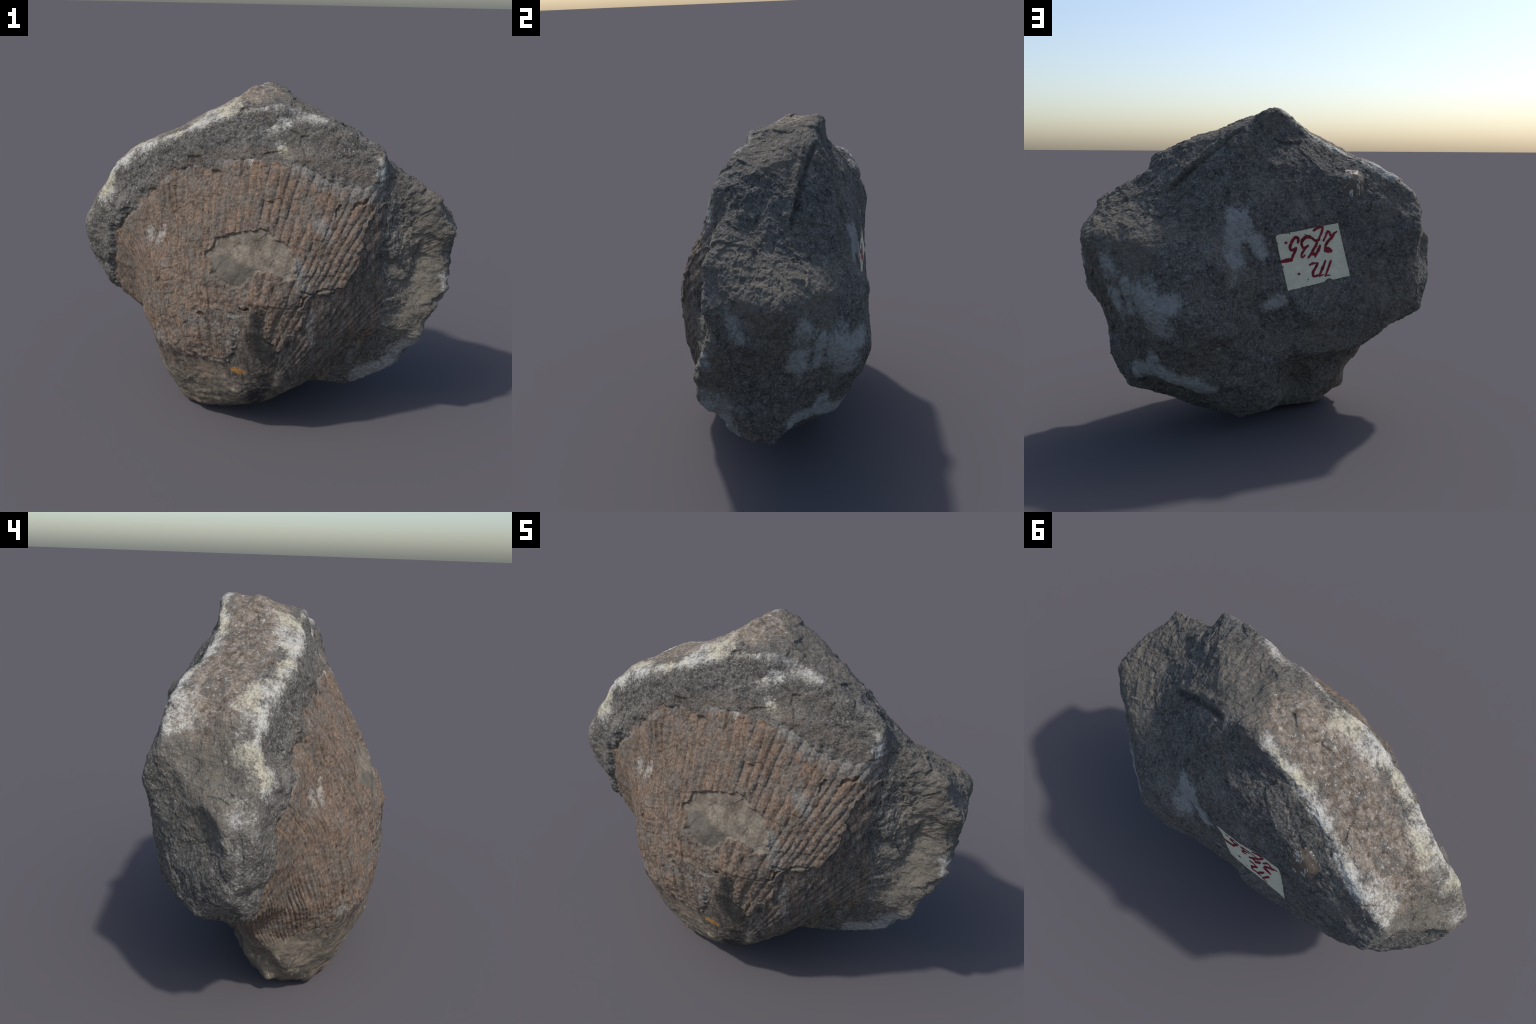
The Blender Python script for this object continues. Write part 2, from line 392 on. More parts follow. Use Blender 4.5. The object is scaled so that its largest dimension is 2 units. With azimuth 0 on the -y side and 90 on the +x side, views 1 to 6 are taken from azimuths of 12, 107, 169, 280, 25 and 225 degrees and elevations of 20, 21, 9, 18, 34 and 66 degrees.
    calm = np.maximum(calm, .55 * smooth(-.70, -.82, x) * smooth(.6, .8, z))
    rock_relief = (lump + chip) * (1 - calm * .6) + step * (.7 + .5 * wild) * (1 - calm) + wild * crumbs

    # --- smooth inner mould where the crust has spalled away
    grain = gnoise(P * 30, 30) * .0022 + gnoise(P * 70, 31) * .0014
    streak = np.sin(2 * np.pi * (u / .06 + gnoise(P * 6, 32) * .4)) * .0042 * smooth(.15, .3, x) * np.clip(.5 + gnoise(P * 7, 36), 0, 1)
    foot = smooth(.42, .25, z)
    flaky = foot * (gnoise(P * np.array([11, 11, 24]) + gnoise(P * 8, 38)[:, None] * .8, 33) * .0045 + gnoise(P * 40, 34) * .0035) * np.clip(.6 + gnoise(P * 6, 39) * 1.2, 0, 1.3)
    core_relief = grain + streak + flaky + gnoise(P * 9, 35) * .004 + foot * gnoise(P * 17, 37) * .004
    bare = smooth(0, .01, sd_bare)
    core_relief = core_relief - .004 * bare + bare * (gnoise(P * 13, 45) * .004 + tilted_chips(P * 15, 19) * .0035) + .004 * smooth(-.01, .02, sd_spall)

    s = smooth(-.003, .004, shell)
    c = smooth(-.012, .012, sd_core) * (1 - s)
    c = np.maximum(c, smooth(-.004, .004, sd_bare))
    h = s * crust_relief + (1 - s) * (c * core_relief + (1 - c) * rock_relief)
    # the dark pit near the beak, the pit by the hinge, the wart on the back
    h -= .022 * smooth(.028, .008, np.linalg.norm((P - (-.208, -.521, .664)) * (1, 1, 1.6), axis=1))
    h -= .016 * smooth(.032, .008, np.linalg.norm((P - (-.20, -.247, 1.312)) * (1, 1, 1.8) , axis=1))
    h -= .016 * smooth(.03, .008, np.linalg.norm((P - (-.24, -.455, .345)) * (1, 1, 1.3), axis=1))
    wart = np.linalg.norm((P - (-.412, .35, 1.335)) * (1.15, .7, 1.0), axis=1) + w1 * .5
    sd_wart = np.where(y > .2, .078 - wart, -1)
    in_wart = smooth(-.004, .012, sd_wart)
    h = h * (1 - in_wart) + in_wart * (.004 + .016 * smooth(0, .05, sd_wart) + gnoise(P * 24, 43) * .003 + gnoise(P * 60, 44) * .0012)
    seam = np.exp(-(np.where(front, sd_crust, 1) / .016) ** 2)       # crease where the matrix steps over the shell
    h -= seam * (.007 * smooth(-.42, -.60, x) + .003) * smooth(.48, .56, z) * (1 - smooth(.3, .5, x))
    lip = np.exp(-((np.where(front, sd_crust, 1) + .045) / .03) ** 2)
    h += lip * .010 * smooth(-.42, -.60, x) * smooth(.48, .56, z)
    Q = P + N * h[:, None]
    furrow = path_distance(P, [(.174, .233, 1.587), (.25, .222, 1.525), (.347, .21, 1.448), (.507, .2, 1.305)])
    Q -= N * (.024 * smooth(.022, .002, furrow + w1 * .35) - .014 * smooth(.07, .03, furrow) * smooth(.0, .03, P[:, 2] - 1.305 - (.507 - P[:, 0]) * .93 + (.21 - P[:, 1]) * .5))[:, None]
    for line in ([(.385, .42, 1.02), (.32, .43, 1.035), (.27, .44, 1.035)], [(-.62, .35, .86), (-.60, .37, .95), (-.64, .36, 1.02)]):
        Q -= N * (.010 * smooth(.016, .002, path_distance(P, line) + w1 * .3))[:, None]
    Q[:, 2] = np.maximum(Q[:, 2], .0)

    fs = shell[f].mean(1) > 0
    fb = ((sd_core[f].mean(1) > 0) | (sd_bare[f].mean(1) > 0)) & ~fs
    fw = (sd_wart[f].mean(1) > 0) & ~fs & ~fb
    return Q, f, {"shell_crust": fs, "shell_core": fb, "dark_nodule": fw, "stone_matrix": ~(fs | fb | fw)}


# -------------------------------------------------------------- materials ---
class Nodes:
    def __init__(self, name):
        self.mat = bpy.data.materials.new(name)
        self.mat.use_nodes = True
        self.t = self.mat.node_tree
        self.bsdf = self.t.nodes["Principled BSDF"]
        self.bsdf.inputs["Roughness"].default_value = .9
        self.bsdf.inputs["Specular IOR Level"].default_value = .25
        self.pos = self.t.nodes.new("ShaderNodeTexCoord").outputs["Object"]

    def put(self, sock, val):
        if hasattr(val, "links"):
            self.t.links.new(val, sock)
        elif isinstance(val, (tuple, list)) and len(val) == 3 and sock.type == "RGBA":
            sock.default_value = (*val, 1)
        else:
            sock.default_value = val

    def math(self, op, a, b=0.0, clamp=False):
        n = self.t.nodes.new("ShaderNodeMath")
        n.operation, n.use_clamp = op, clamp
        self.put(n.inputs[0], a)
        self.put(n.inputs[1], b)
        return n.outputs[0]

    def noise(self, scale, detail=3.0, rough=.6, stretch=None, offset=(0, 0, 0), distortion=0.0):
        n = self.t.nodes.new("ShaderNodeTexNoise")
        n.inputs["Scale"].default_value, n.inputs["Detail"].default_value, n.inputs["Roughness"].default_value = scale, detail, rough
        n.inputs["Distortion"].default_value = distortion
        m = self.t.nodes.new("ShaderNodeMapping")
        m.inputs["Location"].default_value = offset
        m.inputs["Scale"].default_value = stretch or (1, 1, 1)
        self.t.links.new(self.pos, m.inputs["Vector"])
        self.t.links.new(m.outputs[0], n.inputs["Vector"])
        return n.outputs["Fac"]

    def ramp(self, x, lo, hi, a=0.0, b=1.0):
        n = self.t.nodes.new("ShaderNodeMapRange")
        n.interpolation_type = "SMOOTHSTEP"
        self.put(n.inputs["Value"], x)
        for k, v in (("From Min", lo), ("From Max", hi), ("To Min", a), ("To Max", b)):
            n.inputs[k].default_value = v
        return n.outputs["Result"]

    def mix(self, fac, a, b):
        n = self.t.nodes.new("ShaderNodeMix")
        n.data_type = "RGBA"
        self.put(n.inputs["Factor"], fac)
        self.put(n.inputs[6], a)
        self.put(n.inputs[7], b)
        return n.outputs[2]

    def strokes(self, chains):
        """1 on chains of points, fading to 0 at each chain's reach (computed in nodes, one segment after another)."""
        best = None
        for pts, radius in chains:
            for a, b in zip(pts[:-1], pts[1:]):
                d = Vector(b) - Vector(a)
                here = self.pos
                if best is not None:                # tie each segment to the one before, so that few values are alive at once
                    tie = self.t.nodes.new("ShaderNodeVectorMath")
                    tie.operation = "SCALE"
                    tie.inputs[0].default_value = (1e-7, 0, 0)
                    self.put(tie.inputs["Scale"], best)
                    add = self.t.nodes.new("ShaderNodeVectorMath")
                    add.operation = "ADD"
                    self.t.links.new(self.pos, add.inputs[0])
                    self.t.links.new(tie.outputs[0], add.inputs[1])
                    here = add.outputs[0]
                sub = self.t.nodes.new("ShaderNodeVectorMath")
                sub.operation = "SUBTRACT"
                self.t.links.new(here, sub.inputs[0])
                sub.inputs[1].default_value = a
                dot = self.t.nodes.new("ShaderNodeVectorMath")
                dot.operation = "DOT_PRODUCT"
                self.t.links.new(sub.outputs[0], dot.inputs[0])
                dot.inputs[1].default_value = d / max(d.length_squared, 1e-9)
                along = self.t.nodes.new("ShaderNodeVectorMath")
                along.operation = "SCALE"
                along.inputs[0].default_value = d
                self.put(along.inputs["Scale"], self.math("ADD", dot.outputs["Value"], 0.0, True))
                off = self.t.nodes.new("ShaderNodeVectorMath")
                off.operation = "DISTANCE"
                self.t.links.new(sub.outputs[0], off.inputs[0])
                self.t.links.new(along.outputs[0], off.inputs[1])
                dist = self.math("MULTIPLY", off.outputs["Value"], 1 / radius)
                best = dist if best is None else self.math("MINIMUM", best, dist)
        return self.ramp(best, 0.0, 1.0, 1.0, 0.0)

    def stroke(self, pts, radius):
        return self.strokes([(pts, radius)])

    def union(self, masks):
        out = masks[0]
        for m in masks[1:]:
            out = self.math("MAXIMUM", out, m)
        return out

    def finish(self, colour, bump_fac=None, strength=.4, distance=.004):
        self.put(self.bsdf.inputs["Base Color"], colour)
        if bump_fac is not None:
            b = self.t.nodes.new("ShaderNodeBump")
            b.inputs["Strength"].default_value, b.inputs["Distance"].default_value = strength, distance
            self.put(b.inputs["Height"], bump_fac)
            self.t.links.new(b.outputs[0], self.bsdf.inputs["Normal"])
        return self.mat


def spot(p, r, n=None):
    return ([p, (p[0] + .001, p[1], p[2])], r)


CHALK = [  # frosted edges of the roof: chain of points, reach
    ([(.02, -.13, 1.62), (-.05, -.12, 1.62), (-.175, -.14, 1.592)], .020),
    ([(-.175, -.14, 1.592), (-.30, -.14, 1.53), (-.388, -.134, 1.483)], .045),
    ([(-.388, -.134, 1.483), (-.48, -.128, 1.45), (-.56, -.12, 1.42), (-.639, -.11, 1.385), (-.73, -.10, 1.33), (-.80, -.09, 1.275)], .045),
    ([(-.13, -.05, 1.64), (-.22, -.08, 1.585), (-.33, -.10, 1.52)], .085),
    ([(.15, -.15, 1.55), (.094, -.16, 1.53)], .055),
    ([(.104, -.19, 1.455), (.11, -.19, 1.43)], .035),
    ([(-.60, -.07, 1.40), (-.70, -.03, 1.345), (-.76, -.06, 1.30)], .085),
    ([(-.83, -.07, 1.21), (-.855, -.13, 1.14), (-.90, -.08, 1.09), (-.93, -.06, 1.02)], .075),
    ([(-.95, -.09, .90), (-.955, -.06, .78)], .035),
    ([(-.05, .20, 1.70), (-.12, .205, 1.64), (-.232, .20, 1.563), (-.35, .205, 1.50), (-.436, .212, 1.458)], .040),
    ([(-.436, .212, 1.458), (-.52, .245, 1.43), (-.63, .265, 1.376), (-.70, .265, 1.332), (-.77, .26, 1.283)], .052),
    ([(-.66, .22, 1.365), (-.74, .22, 1.315)], .085),
    ([(.60, -.175, 1.40), (.61, -.175, 1.33)], .05),
]
DUST = [   # thin dusting either side of the frosted edges
    ([(.33, -.145, 1.575), (.184, -.10, 1.6), (.104, -.14, 1.625), (-.05, -.13, 1.615), (-.175, -.14, 1.592)], .055),
    ([(.17, -.13, 1.58), (.094, -.165, 1.525)], .075), ([(.10, -.19, 1.45), (.14, -.2, 1.42)], .05),
    ([(-.175, -.13, 1.592), (-.388, -.13, 1.483), (-.639, -.11, 1.385), (-.80, -.09, 1.275)], .085),
    ([(-.80, -.09, 1.275), (-.86, -.12, 1.12), (-.95, -.09, .95), (-.96, -.06, .78)], .075),
    ([(-.12, .19, 1.64), (-.436, .20, 1.455), (-.77, .25, 1.285)], .085), ([(.60, -.175, 1.42), (.61, -.18, 1.30)], .07),
]
LIME = [   # grey-white lime bloom on the back and the east end
    ([(.20, .43, 1.16), (.22, .43, 1.02), (.23, .44, .87)], .085),
    ([(.12, .44, 1.05), (.09, .44, .99)], .05),
    ([(.845, .335, .935), (.83, .34, .90)], .085),
    ([(.80, .30, .77), (.79, .29, .72)], .085),
    ([(.677, .443, .80), (.64, .47, .72), (.60, .49, .66)], .10),
    ([(.58, .50, .74), (.51, .525, .76)], .075),
    ([(.745, .39, .85), (.75, .36, .70)], .05),
    ([(.62, .36, .46), (.64, .33, .39), (.52, .40, .34), (.352, .40, .285)], .06),
    ([(.70, .22, .36), (.60, .35, .40)], .07),
    ([(.83, -.10, .50), (.78, -.11, .40), (.70, -.09, .30), (.60, -.06, .18)], .11),
    ([(.945, -.09, .80), (.95, -.10, .77)], .045),
    ([(.95, .05, .98), (.94, .06, .95)], .07),
    ([(.30, .50, .50), (.29, .49, .47)], .04),
    ([(.06, .40, .72), (-.02, .40, .74)], .05),
]


TAR = [    # black smudge by the beak
    ([(.09, -.57, .70), (.08, -.56, .62)], .08), ([(.08, -.55, .58), (.12, -.53, .50), (.13, -.50, .44)], .12),
    ([(.12, -.50, .34), (.06, -.46, .18), (.08, -.42, .15)], .11),
]
STAIN = [  # shell colour rubbed into the rock beyond the hinge
    ([(-.70, -.15, 1.06), (-.50, -.2, 1.26), (-.30, -.22, 1.37), (-.03, -.22, 1.42), (.2, -.21, 1.41)], .10),
    ([(.22, -.22, 1.40), (.36, -.2, 1.36), (.50, -.2, 1.33), (.60, -.18, 1.29)], .12),
    ([(-.78, -.12, .98), (-.80, -.1, .75)], .06), ([(.62, -.2, 1.18), (.58, -.27, 1.05), (.57, -.3, .92)], .07),
]


def stone_material():
    n = Nodes("dark_limestone")
    mottle, grain, speck = n.noise(7, 5, .65), n.noise(52, 5, .75), n.noise(125, 3, .7)
    streaky = n.noise(70, 4, .7, (1, 1, .6), (3, 1, 7))
    col = n.mix(n.ramp(grain, .36, .62), STONE_DARK, STONE_MID)
    col = n.mix(n.math("MULTIPLY", n.ramp(mottle, .46, .66), .35), col, STONE_PALE)
    blots = n.noise(26, 4, .75, None, (8, 3, 5))
    col = n.mix(n.math("MULTIPLY", n.ramp(blots, .54, .66), .5), col, STONE_PALE)
    col = n.mix(n.math("MULTIPLY", n.ramp(blots, .46, .36), .6), col, STONE_PIT)
    col = n.mix(n.math("MULTIPLY", n.ramp(streaky, .52, .68), .60), col, STONE_PALE)
    col = n.mix(n.math("MULTIPLY", n.ramp(speck, .56, .68), .60), col, STONE_FLECK)
    col = n.mix(n.math("MULTIPLY", n.ramp(speck, .45, .34), .65), col, STONE_PIT)
    warm = n.ramp(n.noise(4.5, 4, .65, None, (5, 2, 1)), .44, .62)
    # brown tint on the roof, lighter tan on the eastern and western breaks
    roof = n.strokes([([(-.05, .04, 1.70), (-.30, .04, 1.55), (-.55, .09, 1.44), (-.72, .12, 1.34)], .25)])
    summit = n.strokes([([(.02, .10, 1.70), (.20, .02, 1.62), (.32, .02, 1.56)], .22)])
    torn = n.strokes([([(.80, .02, 1.20), (.90, .12, 1.10), (.74, .30, 1.07)], .24), ([(.85, -.13, 1.0), (.85, -.18, .62)], .26),
                      ([(-.80, .10, 1.24), (-.92, .05, 1.05)], .28)])
    edge_noise = n.noise(14, 5, .7, None, (9, 4, 4))
    roof_m = n.ramp(n.math("ADD", roof, n.math("MULTIPLY", n.math("SUBTRACT", edge_noise, .5), 1.6)), .30, .75)
    rust = n.mix(n.ramp(n.noise(30, 5, .75, None, (1, 8, 2)), .38, .62), ROOF_BROWN, ROOF_PALE)
    rust = n.mix(n.math("MULTIPLY", n.ramp(n.noise(16, 4, .7, None, (7, 7, 2)), .50, .64), .85), rust, STONE_MID)
    rust = n.mix(n.math("MULTIPLY", n.ramp(n.noise(62, 4, .75, None, (2, 5, 8)), .55, .68), .75), rust, CHALK_WHITE)
    tan = n.math("MULTIPLY", n.math("MAXIMUM", torn, n.math("MULTIPLY", summit, .8)), n.ramp(n.noise(26, 5, .75, None, (8, 1, 8)), .36, .62, .15, .85))
    col = n.mix(tan, col, TORN_TAN)
    col = n.mix(n.math("MULTIPLY", n.ramp(warm, .3, 1), .25), col, TORN_TAN)
    col = n.mix(n.math("MULTIPLY", roof_m, .85), col, rust)
    stain = n.math("ADD", n.strokes(STAIN), n.math("MULTIPLY", n.math("SUBTRACT", n.noise(19, 5, .75, None, (3, 3, 6)), .5), 2.2))
    col = n.mix(n.math("MULTIPLY", n.ramp(stain, .55, 1.15), .45), col, n.mix(grain, CRUST_DARK, CRUST_BROWN))
    # white crusts, frayed and rubbed through
    fray = n.math("ADD", n.math("MULTIPLY", n.math("SUBTRACT", n.noise(8, 6, .78, None, (4, 4, 9)), .5), 2.9),
                  n.math("MULTIPLY", n.math("SUBTRACT", n.noise(75, 4, .75, None, (6, 3, 3)), .5), 1.5))
    chalk = n.strokes([(p, r * 1.75) for p, r in CHALK])
    dust = n.strokes([(p, r * 1.4) for p, r in DUST])
    dm = n.ramp(n.math("ADD", n.math("MULTIPLY", dust, .68), n.math("MULTIPLY", fray, .8)), .40, 1.15)
    lime = n.strokes([(p, r * 1.75) for p, r in LIME])
    cm = n.ramp(n.math("ADD", chalk, fray), .52, 1.35)
    lm = n.ramp(n.math("ADD", lime, n.math("MULTIPLY", fray, .72)), .42, .98)
    cream = n.mix(n.ramp(n.noise(6, 3, .6, None, (2, 2, 6)), .46, .60), CHALK_WHITE, CHALK_CREAM)
    cream = n.mix(n.math("MULTIPLY", n.ramp(speck, .5, .36), .45), cream, STONE_PALE)
    col = n.mix(n.math("MULTIPLY", lm, .74), col, n.mix(n.math("MULTIPLY", n.ramp(grain, .5, .34), .5), LIME_GREY, STONE_MID))
    col = n.mix(n.math("MULTIPLY", dm, .72), col, cream)
    col = n.mix(n.math("MULTIPLY", cm, .86), col, cream)
    return n.finish(col, n.math("ADD", grain, n.math("MULTIPLY", speck, .8)), .9, .008)


def rib_nodes(n):
    """The same fan of ribs as in the relief, as rib number (across) and growth row (along)."""
    sep = n.t.nodes.new("ShaderNodeSeparateXYZ")
    n.t.links.new(n.pos, sep.inputs[0])
    x, y, z = sep.outputs
    wrap = n.math("MULTIPLY", n.ramp(x, -.28, -.55), n.math("MULTIPLY", n.math("MAXIMUM", n.math("ADD", y, .42), 0.0), n.ramp(z, 1.15, .75)))
    x = n.math("SUBTRACT", x, wrap)
    zc = n.ramp(x, -.40, .15, -.9, .03)
    wob = n.math("MULTIPLY", n.math("SUBTRACT", n.noise(7, 2, .5, None, (1, 9, 4)), .5), .03)
    u = n.math("DIVIDE", n.math("MULTIPLY", n.math("ADD", n.math("ADD", x, .03), wob), n.math("SUBTRACT", 1.1, zc)), n.math("MAXIMUM", n.math("SUBTRACT", z, zc), .12))
    rib = n.math("MULTIPLY", u, 1 / .043)
    row = n.math("MULTIPLY", n.math("ADD", z, n.math("MULTIPLY", n.noise(14, 3, .6, None, (2, 2, 2)), .12)), 1 / .05)
    return rib, row


def crust_material():
    n = Nodes("ribbed_shell")
    flow = (1, 1, .35)
    a, b, c = n.noise(7, 5, .7), n.noise(42, 5, .75, flow, (3, 3, 3)), n.noise(110, 4, .72, (1, 1, .5), (5, 1, 1))
    rib, row = rib_nodes(n)
    cells = n.t.nodes.new("ShaderNodeCombineXYZ")
    k = n.math("FLOOR", rib)
    n.put(cells.inputs[0], k)
    n.put(cells.inputs[1], n.math("FLOOR", n.math("ADD", row, n.math("MULTIPLY", n.math("SINE", n.math("MULTIPLY", k, 7.3)), .7))))
    white = n.t.nodes.new("ShaderNodeTexWhiteNoise")
    n.t.links.new(cells.outputs[0], white.inputs["Vector"])
    block = white.outputs["Value"]
    stripe = n.math("SINE", n.math("MULTIPLY", rib, 2 * math.pi))
    col = n.mix(n.ramp(b, .34, .66), CRUST_DARK, CRUST_BROWN)
    tone = n.math("ADD", n.math("MULTIPLY", block, .40), n.math("ADD", a, n.math("MULTIPLY", stripe, .05)))
    col = n.mix(n.math("MULTIPLY", n.ramp(tone, .68, .92), .70), col, CRUST_RED)
    silt = n.math("ADD", n.noise(11, 5, .7, None, (7, 2, 5)), n.math("ADD", n.math("MULTIPLY", stripe, -.045), n.math("MULTIPLY", block, -.10)))
    col = n.mix(n.math("MULTIPLY", n.ramp(silt, .39, .55), .68), col, CRUST_GREY)
    col = n.mix(n.math("MULTIPLY", n.ramp(c, .54, .68), .50), col, CRUST_PALE)
    col = n.mix(n.math("MULTIPLY", n.ramp(c, .46, .34), .75), col, CRUST_PIT)
    vein = n.t.nodes.new("ShaderNodeCombineXYZ")
    n.put(vein.inputs[0], n.math("MULTIPLY", rib, .9))
    n.put(vein.inputs[1], n.math("MULTIPLY", row, .16))
    tex = n.t.nodes.new("ShaderNodeTexNoise")
    tex.inputs["Scale"].default_value, tex.inputs["Detail"].default_value = 2.2, 4
    n.t.links.new(vein.outputs[0], tex.inputs["Vector"])
    col = n.mix(n.math("MULTIPLY", n.ramp(tex.outputs["Fac"], .52, .66), .60), col, CRUST_DARK)
    col = n.mix(n.math("MULTIPLY", n.ramp(tex.outputs["Fac"], .46, .34), .50), col, CRUST_GREY)
    # rock still clinging along the hinge and the right-hand edge
    cling = n.strokes([([(-.72, -.2, 1.03), (-.52, -.25, 1.23), (-.33, -.22, 1.34), (-.03, -.23, 1.40), (.20, -.22, 1.40)], .05),
                       ([(.22, -.22, 1.38), (.36, -.22, 1.31), (.50, -.21, 1.28), (.62, -.18, 1.27)], .17),
                       ([(.34, -.34, 1.12), (.40, -.34, 1.02)], .09), ([(.25, -.45, .95), (.27, -.46, .86), (.31, -.45, .80)], .09),
                       ([(-.25, -.5, .62), (-.08, -.53, .66), (.02, -.54, .66)], .08), ([(-.02, -.53, .60), (-.08, -.5, .44)], .08),
                       ([(-.45, -.40, .46), (-.3, -.45, .44), (-.12, -.49, .42)], .09)])
    cm = n.ramp(n.math("ADD", cling, n.math("MULTIPLY", n.math("SUBTRACT", n.noise(17, 5, .75, None, (3, 8, 6)), .5), 2.2)), .40, .90)
    stone = n.mix(n.ramp(c, .42, .62), STONE_MID, STONE_PALE)
    col = n.mix(n.math("MULTIPLY", cm, .85), col, stone)
    smudge = n.math("MULTIPLY", n.math("SUBTRACT", n.noise(15, 5, .75, None, (4, 2, 2)), .5), 2.4)
    black = n.strokes(TAR)
    col = n.mix(n.math("MULTIPLY", n.ramp(n.math("ADD", black, smudge), .25, .95), .85), col, TAR_BLACK)
    spots = n.strokes([([(-.475, -.29, 1.02), (-.49, -.295, .95)], .05), ([(-.55, -.27, 1.0), (-.545, -.28, .95)], .05),
                       ([(-.03, -.235, 1.38), (-.035, -.24, 1.36)], .03), ([(.60, -.18, 1.31), (.56, -.2, 1.29)], .06)])
    wm = n.ramp(n.math("ADD", spots, n.math("MULTIPLY", n.math("SUBTRACT", n.noise(60, 4, .75, (1, 1, .6)), .5), 3.0)), .50, .95)
    wm = n.math("MULTIPLY", wm, n.ramp(spots, 0, .25))
    col = n.mix(n.math("MULTIPLY", wm, .34), col, CHALK_WHITE)
    return n.finish(col, n.math("ADD", b, n.math("MULTIPLY", c, .6)), .65, .006)


def core_material():
    n = Nodes("inner_mould")
    flow = (1, 1, .3)
    a, b, c = n.noise(8, 5, .65), n.noise(40, 5, .75, flow, (2, 6, 3)), n.noise(120, 4, .7, None, (5, 1, 9))
    col = n.mix(n.ramp(b, .36, .62), CORE_DARK, CORE_MID)
    col = n.mix(n.math("MULTIPLY", n.ramp(n.noise(9, 5, .7, flow, (8, 8, 1)), .46, .60), .65), col, n.mix(n.ramp(b, .4, .6), CRUST_DARK, CRUST_BROWN))
    col = n.mix(n.math("MULTIPLY", n.ramp(n.noise(13, 4, .7, flow, (2, 8, 7)), .56, .68), .6), col, STONE_PALE)
    col = n.mix(n.math("MULTIPLY", n.ramp(c, .55, .68), .5), col, STONE_FLECK)
    col = n.mix(n.math("MULTIPLY", n.ramp(c, .45, .34), .5), col, STONE_PIT)
    bare = n.ramp(n.strokes([([(-.10, -.44, .95), (.06, -.44, .96), (.16, -.45, .93)], .26)]), .25, .6)
    pale = n.mix(n.ramp(n.math("ADD", n.noise(16, 5, .75), n.math("MULTIPLY", c, .5)), .62, .92), BARE_GREY, BARE_PALE)
    shade = n.math("ADD", n.strokes([([(-.12, -.46, .90), (.0, -.47, .87)], .11)]), n.math("MULTIPLY", n.noise(9, 4, .7, None, (1, 1, 4)), .6))
    pale = n.mix(n.ramp(shade, .45, .95, 0, .6), pale, BARE_DARK)
    pale = n.mix(n.math("MULTIPLY", n.ramp(n.noise(18, 4, .7, None, (7, 1, 4)), .56, .68), .7), pale, CRUST_DARK)
    col = n.mix(bare, col, pale)
    beak = n.strokes([([(-.48, -.12, .22), (-.44, -.30, .22), (-.30, -.38, .14), (-.14, -.44, .26)], .28)])
    beak_c = n.mix(n.ramp(n.noise(13, 5, .75, (1, 1, 2), (3, 9, 3)), .46, .66), BEAK_TAN, BARE_DARK)
    beak_c = n.mix(n.math("MULTIPLY", n.ramp(b, .55, .68), .85), beak_c, CRUST_PALE)
    rim = n.strokes([([(-.50, -.38, .40), (-.36, -.46, .38), (-.2, -.49, .36)], .13), ([(-.36, -.34, .06), (-.2, -.36, .07)], .12)])
    beak_c = n.mix(n.math("MULTIPLY", n.ramp(n.math("ADD", rim, n.math("MULTIPLY", n.math("SUBTRACT", b, .5), 2.5)), .3, .8), .7), beak_c, CRUST_BROWN)
    col = n.mix(n.ramp(n.math("ADD", beak, n.math("MULTIPLY", n.math("SUBTRACT", a, .5), 1.2)), .30, .65), col, beak_c)
    smear = n.math("MULTIPLY", n.math("SUBTRACT", n.noise(15, 5, .75, None, (4, 2, 2)), .5), 2.4)
    black = n.strokes(TAR)
    col = n.mix(n.math("MULTIPLY", n.ramp(n.math("ADD", black, smear), .25, .95), .85), col, TAR_BLACK)
    flake = n.ramp(n.noise(36, 4, .7, (1, 1, 2.2), (6, 2, 7)), .55, .66)
    col = n.mix(n.math("MULTIPLY", n.math("MULTIPLY", flake, n.strokes([([(-.35, -.35, .1), (.15, -.42, .2)], .34)])), .8), col, BARE_PALE)
    ochre = n.ramp(n.math("ADD", n.strokes([([(-.035, -.53, .385), (.012, -.525, .381)], .036)]), n.math("MULTIPLY", n.math("SUBTRACT", n.noise(55, 4, .75), .5), 3.2)), .45, .9)
    col = n.mix(ochre, col, OCHRE)
    return n.finish(col, n.math("ADD", b, n.math("MULTIPLY", c, .5)), .55, .005)


def nodule_material():
    n = Nodes("dark_nodule")
    v = n.ramp(n.noise(22, 5, .75, (1, 1, .5), (3, 3, 1), 2.0), .54, .62)
    n.bsdf.inputs["Roughness"].default_value = .45
    return n.finish(n.mix(v, (.095, .075, .055), (.42, .42, .41)), n.noise(40), .4, .005)


def paper_material():
    n = Nodes("old_paper")
    col = n.mix(n.ramp(n.noise(30, 4, .7), .35, .7), PAPER_A, PAPER_B)
    col = n.mix(n.math("MULTIPLY", n.ramp(n.noise(220, 2, .6), .66, .74), .5), col, (.28, .27, .22))
    return n.finish(col, n.noise(120), .15, .001)


def ink_material():
    n = Nodes("red_ink")
    n.bsdf.inputs["Roughness"].default_value = .6
    return n.finish(n.mix(n.ramp(n.noise(35, 3), .35, .65), (.13, .006, .014), (.24, .015, .028)))


